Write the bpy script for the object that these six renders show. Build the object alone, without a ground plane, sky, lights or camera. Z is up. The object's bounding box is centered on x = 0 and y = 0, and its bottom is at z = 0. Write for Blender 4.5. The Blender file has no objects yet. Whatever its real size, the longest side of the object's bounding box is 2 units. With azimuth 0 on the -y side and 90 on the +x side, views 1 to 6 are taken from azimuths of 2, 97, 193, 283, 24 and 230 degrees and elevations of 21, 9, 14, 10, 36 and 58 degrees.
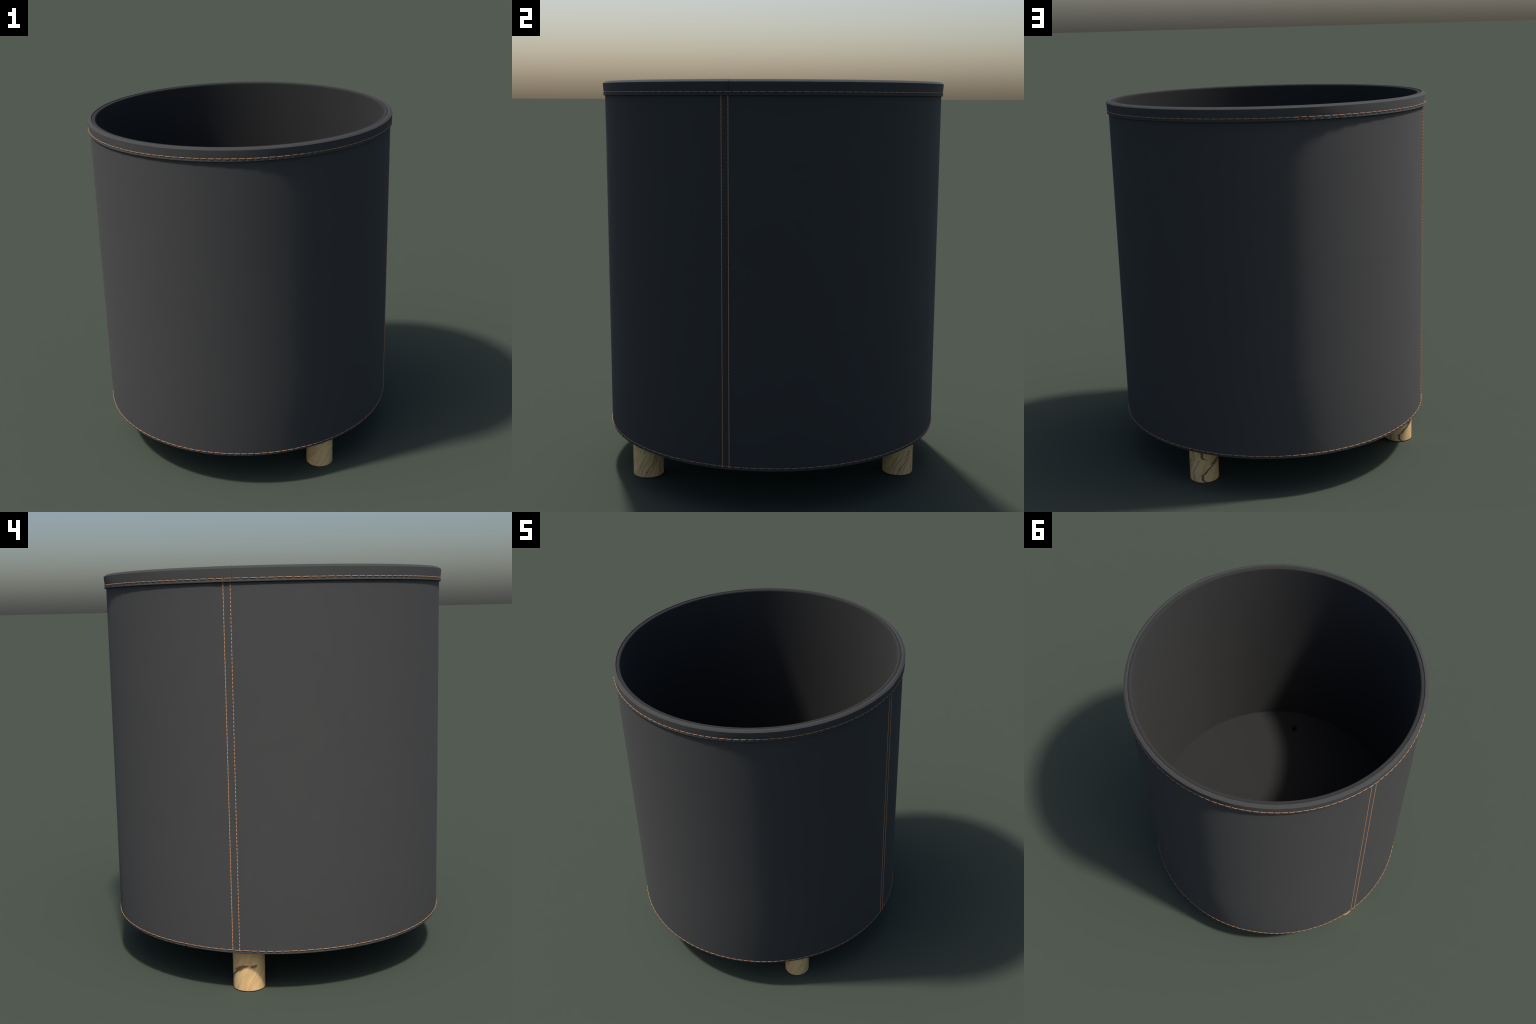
# Round leather-wrapped planter: straight cylinder made of two overlapping leather panels,
# a rolled leather rim strip, orange saddle stitching, a hard inner pot and three wooden legs.
import bpy, bmesh, random
from math import sin, cos, pi, radians
from mathutils import Matrix, Vector

random.seed(7)

# ------------------------------------------------------------------ measures (metres)
R_BODY = 0.8680            # outer face of the leather
T_LEATHER = 0.0033         # leather thickness
Z_BODY0, Z_BODY1 = 0.2100, 1.9420
Z_HEM = 0.2253             # stitch row at the lower edge
Z_RIM_STITCH = 1.9452
R_INNER = 0.8350           # bore of the inner pot
Z_FLOOR = 0.4500
AXIS_X = 0.0013            # the pot's axis; the rim's lap on the -x side evens out the bounding box
RIM_STEP = 0.0022
LAP_STEP = 0.0007          # how far the upper leather stands proud at an overlap
SEAMS = (-5.95, 180.0)     # free edge of the upper leather at the two overlaps (degrees)
LEG_R, LEG_TOP = 0.0775, 0.412
LEGS = ((0.4370, -0.5895), (0.2367, 0.6903), (-0.7364, -0.0010))
STITCH_COUNT, STITCH_PHASE = 142, -1.28


# ------------------------------------------------------------------ node helpers
class Nodes:
    def __init__(self, name):
        self.mat = bpy.data.materials.new(name)
        self.mat.use_nodes = True
        self.t = self.mat.node_tree
        self.bsdf = self.t.nodes["Principled BSDF"]

    def new(self, kind, **props):
        n = self.t.nodes.new(kind)
        for k, v in props.items():
            setattr(n, k, v)
        return n

    def link(self, a, b):
        self.t.links.new(a, b)

    def math(self, op, a, b=None, c=None, clamp=False):
        n = self.new("ShaderNodeMath", operation=op, use_clamp=clamp)
        for i, v in enumerate((a, b, c)):
            if v is None:
                continue
            if isinstance(v, (int, float)):
                n.inputs[i].default_value = v
            else:
                self.link(v, n.inputs[i])
        return n.outputs[0]

    def noise(self, vec, scale, detail=3.0, rough=0.5, dims="3D"):
        n = self.new("ShaderNodeTexNoise", noise_dimensions=dims)
        self.link(vec, n.inputs["Vector"])
        n.inputs["Scale"].default_value = scale
        n.inputs["Detail"].default_value = detail
        n.inputs["Roughness"].default_value = rough
        return n.outputs["Fac"]

    def ramp(self, fac, stops):
        n = self.new("ShaderNodeValToRGB")
        e = n.color_ramp.elements
        while len(e) < len(stops):
            e.new(0.5)
        for el, (p, col) in zip(e, stops):
            el.position = p
            el.color = (*col, 1.0)
        self.link(fac, n.inputs[0])
        return n.outputs[0]

    def mix(self, fac, a, b, blend="MIX"):
        n = self.new("ShaderNodeMix", data_type="RGBA", blend_type=blend)
        if isinstance(fac, (int, float)):
            n.inputs[0].default_value = fac
        else:
            self.link(fac, n.inputs[0])
        for sock, v in ((n.inputs[6], a), (n.inputs[7], b)):
            if isinstance(v, tuple):
                sock.default_value = (*v, 1.0)
            else:
                self.link(v, sock)
        return n.outputs[2]

    def bump(self, height, strength, distance):
        n = self.new("ShaderNodeBump")
        n.inputs["Strength"].default_value = strength
        n.inputs["Distance"].default_value = distance
        self.link(height, n.inputs["Height"])
        self.link(n.outputs[0], self.bsdf.inputs["Normal"])


def leather_material():
    """Matt charcoal leather; normal leaned up and round and noise-scattered,
    which makes the shading flatter and lopsided."""
    m = Nodes("dark_grey_leather")
    co = m.new("ShaderNodeTexCoord").outputs["Object"]
    mott = m.noise(co, 9.0, 4.0, 0.55)
    col = m.ramp(mott, ((0.25, (0.0442, 0.0442, 0.0442)), (0.75, (0.0464, 0.0464, 0.0464))))
    m.link(col, m.bsdf.inputs["Base Color"])
    m.bsdf.inputs["Roughness"].default_value = 0.9
    m.bsdf.inputs["Specular IOR Level"].default_value = 0.5
    normal = m.new("ShaderNodeNewGeometry").outputs["Normal"]
    round_ = m.new("ShaderNodeVectorMath", operation="CROSS_PRODUCT")
    round_.inputs[0].default_value = (0, 0, 0.15)
    m.link(normal, round_.inputs[1])
    lean = m.new("ShaderNodeVectorMath", operation="ADD")
    m.link(normal, lean.inputs[0])
    m.link(round_.outputs[0], lean.inputs[1])
    grain = m.new("ShaderNodeTexNoise")
    m.link(co, grain.inputs["Vector"])
    grain.inputs["Scale"].default_value = 1600.0
    normal_tilt = m.new("ShaderNodeVectorMath", operation="MULTIPLY_ADD")
    m.link(grain.outputs["Color"], normal_tilt.inputs[0])
    normal_tilt.inputs[1].default_value = (0.8, 0.8, 0.8)
    normal_tilt.inputs[2].default_value = (-0.4, -0.4, -0.4 + 0.19)
    total = m.new("ShaderNodeVectorMath", operation="ADD")
    m.link(lean.outputs[0], total.inputs[0])
    m.link(normal_tilt.outputs[0], total.inputs[1])
    unit = m.new("ShaderNodeVectorMath", operation="NORMALIZE")
    m.link(total.outputs[0], unit.inputs[0])
    m.link(unit.outputs[0], m.bsdf.inputs["Normal"])
    return m.mat


def pot_material():
    m = Nodes("matt_charcoal_pot")
    co = m.new("ShaderNodeTexCoord").outputs["Object"]
    mott = m.noise(co, 6.0, 4.0, 0.55)
    col = m.ramp(mott, ((0.25, (0.0350, 0.0350, 0.0345)), (0.75, (0.0370, 0.0370, 0.0365))))
    m.link(col, m.bsdf.inputs["Base Color"])
    m.bsdf.inputs["Roughness"].default_value = 1.0
    m.bsdf.inputs["Diffuse Roughness"].default_value = 0.5
    m.bsdf.inputs["Specular IOR Level"].default_value = 0.2
    return m.mat


def stud_material():
    m = Nodes("dark_brown_stud")
    m.bsdf.inputs["Base Color"].default_value = (0.022, 0.014, 0.003, 1)
    m.bsdf.inputs["Roughness"].default_value = 0.9
    m.bsdf.inputs["Specular IOR Level"].default_value = 0.1
    return m.mat


def thread_material():
    m = Nodes("orange_waxed_thread")
    info = m.new("ShaderNodeObjectInfo").outputs["Random"]
    co = m.new("ShaderNodeTexCoord").outputs["Object"]
    wave = m.new("ShaderNodeTexWave", wave_type="BANDS", bands_direction="DIAGONAL")
    m.link(co, wave.inputs["Vector"])
    wave.inputs["Scale"].default_value = 260.0
    a = m.ramp(info, ((0.0, (0.57, 0.290, 0.150)), (1.0, (0.64, 0.330, 0.175))))
    col = m.mix(m.math("MULTIPLY", wave.outputs["Fac"], 0.25), a, (0.55, 0.22, 0.09))
    m.link(col, m.bsdf.inputs["Base Color"])
    m.bsdf.inputs["Roughness"].default_value = 0.6
    m.bsdf.inputs["Specular IOR Level"].default_value = 0.3
    return m.mat


def wood_material():
    """Pale wood, slanting grain, a few dark spalting veins; the figure repeats every 129 mm of height."""
    m = Nodes("pale_spalted_wood")
    PERIOD = 0.129
    co = m.new("ShaderNodeTexCoord").outputs["Object"]
    # turn the coordinates so that the wrap of the angle lies on a plain side (angle -60 degrees)
    rot = m.new("ShaderNodeVectorRotate", rotation_type="Z_AXIS")
    m.link(co, rot.inputs["Vector"])
    rot.inputs["Angle"].default_value = radians(-120)
    sep = m.new("ShaderNodeSeparateXYZ")
    m.link(rot.outputs[0], sep.inputs[0])
    ang = m.math("MULTIPLY", m.math("ARCTAN2", sep.outputs[1], sep.outputs[0]), 180 / pi)  # degrees - 120
    zt = m.math("FLOORED_MODULO", sep.outputs[2], PERIOD)
    zn = m.math("DIVIDE", zt, PERIOD)
    # slanted grain coordinate, closed round the leg
    slant = m.math("SUBTRACT", m.math("MULTIPLY", ang, pi / 180), m.math("MULTIPLY", zt, 7.0))
    tile = m.new("ShaderNodeCombineXYZ")
    m.link(sep.outputs[0], tile.inputs[0])
    m.link(sep.outputs[1], tile.inputs[1])
    m.link(zt, tile.inputs[2])
    warp = m.math("SUBTRACT", m.noise(tile.outputs[0], 9.0, 1.5), 0.5)
    s = m.math("ADD", slant, m.math("MULTIPLY", warp, 0.5))
    grain = m.new("ShaderNodeCombineXYZ")
    m.link(m.math("COSINE", s), grain.inputs[0])
    m.link(m.math("SINE", s), grain.inputs[1])
    m.link(m.math("MULTIPLY", zt, 2.0), grain.inputs[2])
    broad = m.noise(grain.outputs[0], 2.0, 2.0, 0.5)
    fine = m.noise(grain.outputs[0], 4.5, 2.5, 0.55)
    col = m.ramp(broad, ((0.30, (0.76, 0.440, 0.195)), (0.45, (0.86, 0.575, 0.275)),
                         (0.58, (0.84, 0.610, 0.290)), (0.72, (0.72, 0.450, 0.190))))
    streak = m.ramp(fine, ((0.52, (0, 0, 0)), (0.62, (1, 1, 1)), (0.70, (0.2, 0.2, 0.2))))
    col = m.mix(m.math("MULTIPLY", streak, 0.55), col, (0.62, 0.320, 0.125))
    jag = m.math("MULTIPLY", m.math("SUBTRACT", m.noise(tile.outputs[0], 75.0, 2.0), 0.5), 9.0)

    def step(value, lo, hi):
        mr = m.new("ShaderNodeMapRange", interpolation_type="SMOOTHSTEP")
        m.link(value, mr.inputs["Value"])
        mr.inputs["From Min"].default_value, mr.inputs["From Max"].default_value = lo, hi
        return mr.outputs[0]

    def vein(path, half_width, colour, strength, zmin=None):
        """A dark line through (height share, angle) points, its edge frayed by noise."""
        nonlocal col
        fc = m.new("ShaderNodeFloatCurve")
        cv = fc.mapping.curves[0]
        pts = [(h, (a - 120 + 180) / 360) for h, a in path]
        while len(cv.points) < len(pts):
            cv.points.new(0.5, 0.5)
        for p, (x, y) in zip(cv.points, pts):
            p.location = (x, y)
            p.handle_type = "VECTOR"
        fc.mapping.update()
        m.link(zn, fc.inputs["Value"])
        centre = m.math("SUBTRACT", m.math("MULTIPLY", fc.outputs[0], 360), 180)
        d = m.math("ABSOLUTE", m.math("ADD", m.math("SUBTRACT", ang, centre), jag))
        mask = m.math("MULTIPLY", m.math("SUBTRACT", 1.0, step(d, half_width * 0.6, half_width * 1.4)), strength)
        if zmin is not None:
            mask = m.math("MULTIPLY", mask, step(m.math("ADD", zn, m.math("MULTIPLY", jag, 0.006)), zmin, zmin + 0.04))
        col = m.mix(mask, col, colour)

    dark, brown, grey = (0.13, 0.062, 0.032), (0.26, 0.125, 0.065), (0.22, 0.160, 0.080)
    # bold brown vein seen from +y and -x, broad where it meets the repeat line
    vein(((0.0, 128), (0.02, 114), (0.07, 104), (0.17, 98.6), (0.32, 101), (0.38, 110), (0.51, 119),
          (0.62, 131), (0.76, 150), (0.93, 170), (1.0, 186)), 5.0, dark, 0.9)
    vein(((0.0, 130), (0.70, 141), (0.80, 150), (0.93, 168), (1.0, 182)), 15.0, brown, 0.92, 0.74)
    vein(((0.0, 208), (0.90, 208), (1.0, 212)), 12.0, brown, 0.92, 0.88)
    # thin veins seen from +x
    vein(((0.0, 70), (0.13, 64), (0.36, 60), (0.54, 66), (0.75, 80), (0.97, 89), (1.0, 90)), 1.6, grey, 0.9)
    vein(((0.0, -4), (0.30, 12), (0.55, 30), (0.80, 40), (1.0, 49)), 1.7, (0.11, 0.080, 0.045), 0.82)
    vein(((0.0, 38), (0.56, 38), (0.70, 44), (1.0, 55)), 1.3, grey, 0.8, 0.55)
    vein(((0.0, -18), (0.35, -8), (0.45, -3), (0.75, 16), (1.0, 26)), 1.3, grey, 0.65)
    vein(((0.0, -34), (0.5, -14), (1.0, 8)), 1.1, (0.34, 0.22, 0.10), 0.6)
    m.link(col, m.bsdf.inputs["Base Color"])
    m.bsdf.inputs["Roughness"].default_value = 0.55
    m.bsdf.inputs["Specular IOR Level"].default_value = 0.3
    return m.mat


LEATHER, POT, THREAD, WOOD, STUD = (leather_material(), pot_material(), thread_material(), wood_material(),
                                    stud_material())


# ------------------------------------------------------------------ object helpers
def add(name, mesh, parent, mat=None):
    ob = bpy.data.objects.new(name, mesh)
    bpy.context.scene.collection.objects.link(ob)
    ob.parent = parent
    if mat and not mesh.materials:
        mesh.materials.append(mat)
    return ob


def finish(bm, name, angle=35):
    bmesh.ops.recalc_face_normals(bm, faces=bm.faces)
    me = bpy.data.meshes.new(name)
    bm.to_mesh(me)
    bm.free()
    me.shade_smooth()
    me.set_sharp_from_angle(angle=radians(angle))
    return me


def sweep_panel(name, profile, angles, lift):
    """Sweep a closed (r, z) profile round the axis through the given angles; lift(angle) raises the
    leather along the profile's outward normal where it climbs over its neighbour."""
    n = len(profile)
    bm = bmesh.new()
    rings = []
    for a in angles:
        h = lift(a)
        ring = []
        for r, z, nr, nz in profile_normals(profile):
            rr, zz = r + nr * h, min(z + nz * h, 2.0)
            ring.append(bm.verts.new((rr * cos(radians(a)), rr * sin(radians(a)), zz)))
        rings.append(ring)
    for A, B in zip(rings, rings[1:]):
        for i in range(n):
            j = (i + 1) % n
            bm.faces.new((A[i], A[j], B[j], B[i]))
    for ring in (rings[0], rings[-1]):
        bm.faces.new(ring)
    bmesh.ops.triangulate(bm, faces=[f for f in bm.faces if len(f.verts) > 4])
    return finish(bm, name, 29)


def profile_normals(profile):
    """Lift direction of each profile point: given as third item, (nr, nz)."""
    for r, z, d in profile:
        yield r, z, d[0], d[1]


def revolve(name, profile, seg, angle=35):
    bm = bmesh.new()
    n = len(profile)
    rings = [[bm.verts.new((r * cos(2 * pi * k / seg), r * sin(2 * pi * k / seg), z)) for r, z in profile]
             for k in range(seg)]
    for k in range(seg):
        A, B = rings[k], rings[(k + 1) % seg]
        for i in range(n):
            bm.faces.new((A[i], A[(i + 1) % n], B[(i + 1) % n], B[i]))
    return finish(bm, name, angle)


def disc_solid(name, r, z0, z1, seg, bevel=0.0):
    prof = [(r - bevel, z0), (r, z0 + bevel), (r, z1 - bevel), (r - bevel, z1)] if bevel else [(r, z0), (r, z1)]
    bm = bmesh.new()
    rings = [[bm.verts.new((q * cos(2 * pi * k / seg), q * sin(2 * pi * k / seg), z)) for k in range(seg)]
             for q, z in prof]
    for A, B in zip(rings, rings[1:]):
        for k in range(seg):
            bm.faces.new((A[k], A[(k + 1) % seg], B[(k + 1) % seg], B[k]))
    bm.faces.new(rings[0])
    bm.faces.new(rings[-1])
    return finish(bm, name)


def arch_stitch(name, length, radius, bulge):
    """One visible thread: lies along X, arches up along Z, ends dive into the leather."""
    bm = bmesh.new()
    seg, sides = 12, 8
    rings = []
    for i in range(seg + 1):
        t = i / seg
        x = (t - 0.5) * length
        e = sin(pi * t)
        z = bulge * e ** 0.8 - radius * 0.5 * (1 - min(1, e * 4))
        rad = radius * (0.55 + 0.45 * min(1, e * 3.0))
        rings.append([bm.verts.new((x, rad * cos(2 * pi * k / sides), z + rad * sin(2 * pi * k / sides)))
                      for k in range(sides)])
    for A, B in zip(rings, rings[1:]):
        for k in range(sides):
            bm.faces.new((A[k], A[(k + 1) % sides], B[(k + 1) % sides], B[k]))
    bm.faces.new(rings[0])
    bm.faces.new(rings[-1])
    return finish(bm, name, 60)


def frame(angle, radius, z, along, tilt=0.0):
    """Matrix whose local Z points outwards; local X runs round the pot ('ring') or up it ('rise')."""
    a = radians(angle)
    out, tan, up = Vector((cos(a), sin(a), 0)), Vector((-sin(a), cos(a), 0)), Vector((0, 0, 1))
    x, y = (tan, up) if along == "ring" else (up, -tan)
    rot = Matrix.Rotation(tilt, 3, "Z")
    M = Matrix((x, -y if along == "ring" else y, out)).transposed()
    if M.determinant() < 0:
        M = Matrix((x, y, out)).transposed()
        if M.determinant() < 0:
            M = Matrix((x, -y, out)).transposed()
    M = (M @ rot).to_4x4()
    M.translation = (radius * cos(a), radius * sin(a), z)
    return M


# ------------------------------------------------------------------ the thing
planter = bpy.data.objects.new("planter", None)
planter.empty_display_size = 0.2
bpy.context.scene.collection.objects.link(planter)
planter["label"] = "round dark grey leather-wrapped planter with orange stitching and wooden legs"
planter["category"] = "planter"

# ------------------------------------------------------------------ leather panels and rim strips
OUT = (1, 0)
body_profile = [(R_BODY - T_LEATHER, Z_BODY0 + 0.0008, OUT), (R_BODY - 0.0012, Z_BODY0, OUT),
                (R_BODY - 0.0001, Z_BODY0 + 0.0015, OUT), (R_BODY, Z_BODY0 + 0.004, OUT),
                (R_BODY - 0.0006, Z_HEM - 0.003, OUT), (R_BODY - 0.0009, Z_HEM, OUT),
                (R_BODY - 0.0006, Z_HEM + 0.003, OUT), (R_BODY, Z_HEM + 0.009, OUT),
                (R_BODY, 0.65, OUT), (R_BODY, 1.10, OUT), (R_BODY, 1.55, OUT),
                (R_BODY, Z_BODY1, OUT), (R_BODY - T_LEATHER, Z_BODY1, OUT)]
rim_profile = [(0.8680, 1.9292, (1, 0)), (0.8756, 1.9290, (1, 0)), (0.8773, 1.9308, (1, 0)),
               (0.8769, 1.9345, (1, 0)), (0.8752, 1.9415, (1, 0)), (0.8745, 1.9452, (1, 0)),
               (0.8751, 1.9490, (1, 0)), (0.8769, 1.9660, (1, 0)), (0.8787, 1.9885, (1, 0)),
               (0.8736, 1.9927, (0.8, 0)), (0.8692, 1.9959, (0.4, 0.0)),
               (0.8650, 1.9981, (0, 0.3)), (0.8606, 1.9992, (0, 0.25)), (0.8576, 1.9986, (-0.2, 0.2)),
               (0.8562, 1.9962, (-0.6, 0)), (0.8560, 1.9900, (-0.6, 0)), (0.8600, 1.9890, (0, 0)),
               (0.8640, 1.9915, (0, 0)), (0.8695, 1.9880, (0.4, 0)), (0.8690, 1.9500, (0.4, 0))]


def panel_angles(start, end, climb, phase):
    """Coarse facets (64 to the turn) with extra cuts where the panel climbs onto its neighbour."""
    base, pitch = end - climb, 360 / 64
    grid = [phase + pitch * k for k in range(-40, 110)]
    out = [start] + [a for a in grid if start + 1.5 < a < base - 1.5] + [base]
    out += [base + climb * f for f in (0.16, 0.34, 0.55, 0.78)]
    out += [end - 0.06, end]
    return out


def climbing(end, climb, height):
    def lift(a):
        t = min(1.0, max(0.0, (a - (end - climb)) / (climb * 0.34)))
        h = height * t * t * (3 - 2 * t)
        return h - (0.0003 if a > end - 0.03 else 0.0)     # softened free edge
    return lift


panels, strips = [], []
edges = [(SEAMS[0], SEAMS[1]), (SEAMS[1], SEAMS[0] + 360)]
for (start, end), phase in zip(edges, (0.0, 1.7)):
    lap, climb = 4.6, 7.0
    me = sweep_panel("leather_panel", body_profile, panel_angles(start - lap, end, climb, phase),
                     climbing(end, climb, LAP_STEP))
    panels.append(add("leather_panel", me, planter, LEATHER))
    me = sweep_panel("rim_strip", rim_profile, panel_angles(start - lap, end - 0.1, climb, phase),
                     climbing(end - 0.1, climb, RIM_STEP))
    strips.append(add("rim_strip", me, planter, LEATHER))

# ------------------------------------------------------------------ inner pot with floor
pot_profile = [(0.8642, Z_BODY0 + 0.008), (0.8642, 1.9800), (0.8600, 1.9870), (0.8556, 1.9900),
               (0.8535, 1.9938), (0.8495, 1.9962), (0.8445, 1.9970), (0.8390, 1.9962), (0.8350, 1.9942),
               (0.8330, 1.9910), (0.8328, 1.9860), (0.8340, 1.9700), (R_INNER, 1.2), (R_INNER, Z_FLOOR - 0.03), (R_INNER, Z_BODY0 + 0.008)]
inner = add("inner_pot", revolve("inner_pot", pot_profile, 128), planter, POT)

floor_mesh = disc_solid("pot_floor", R_INNER + 0.004, Z_FLOOR - 0.035, Z_FLOOR, 128)
floor_ob = add("pot_floor", floor_mesh, inner, POT)
# a low dark stud over each leg
stud_mesh = disc_solid("screw_stud", 0.0215, Z_FLOOR - 0.01, Z_FLOOR + 0.014, 32, 0.002)
for x, y in ((0.4316, -0.5395), (0.2250, 0.6350), (-0.6560, -0.0050)):
    stud = add("screw_stud", stud_mesh, inner, STUD)
    stud.location = (x, y, 0)

# ------------------------------------------------------------------ legs
leg_mesh = disc_solid("leg", LEG_R, 0.0, LEG_TOP, 64, 0.0022)
for x, y in LEGS:
    leg = add("leg", leg_mesh, planter, WOOD)
    leg.location = (x, y, 0)

# ------------------------------------------------------------------ stitching round rim and hem
ring_stitch = arch_stitch("stitch", 0.0332, 0.00135, 0.0025)
for radius, z, owners, step in ((0.8748, Z_RIM_STITCH, strips, RIM_STEP), (R_BODY - 0.0006, Z_HEM, panels, LAP_STEP)):
    for k in range(STITCH_COUNT):
        a = (STITCH_PHASE + 360.0 * k / STITCH_COUNT) % 360
        s0, s1 = SEAMS[0] % 360, SEAMS[1]
        owner = owners[0] if (a > s0 or a < s1) else owners[1]
        raised = any(-5.0 < ((a - s + 180) % 360 - 180) < 0.3 for s in SEAMS)
        ob = add("stitch", ring_stitch, owner, THREAD)
        ob.matrix_local = frame(a, radius + (step if raised else 0.0), z + random.uniform(-1, 1) * 0.0002,
                                "ring", random.uniform(-1, 1) * 0.012)

# ------------------------------------------------------------------ double rows down the two overlaps
PITCH = 0.01788
short, long_ = arch_stitch("short", 0.0150, 0.0017, 0.0018), arch_stitch("long", 0.0176, 0.0018, 0.0017)
rows = ((-8.47, 0.3964, long_, panels[1]), (-6.38, 0.3951, long_, panels[1]),
        (177.12, 1.9028, long_, panels[0]), (179.30, 1.9028, short, panels[0]))
for angle, z_gap, proto, owner in rows:
    bm = bmesh.new()
    z = z_gap - PITCH * 0.5
    while z - PITCH > 0.2150:
        z -= PITCH
    while z < 1.9400:
        tmp = proto.copy()
        tmp.transform(frame(angle + random.uniform(-1, 1) * 0.010, R_BODY + LAP_STEP - 0.0004, z, "rise",
                            random.uniform(-1, 1) * 0.02))
        bm.from_mesh(tmp)
        bpy.data.meshes.remove(tmp)
        z += PITCH
    ob = add("seam_stitching", finish(bm, "seam_stitching", 60), owner, THREAD)
    ob["kind"] = "stuff"
for me in (short, long_):
    bpy.data.meshes.remove(me)

# everything turned round the pot's axis moves with it; the legs were placed in world terms
for ob in panels + strips + [inner]:
    ob.location.x = AXIS_X
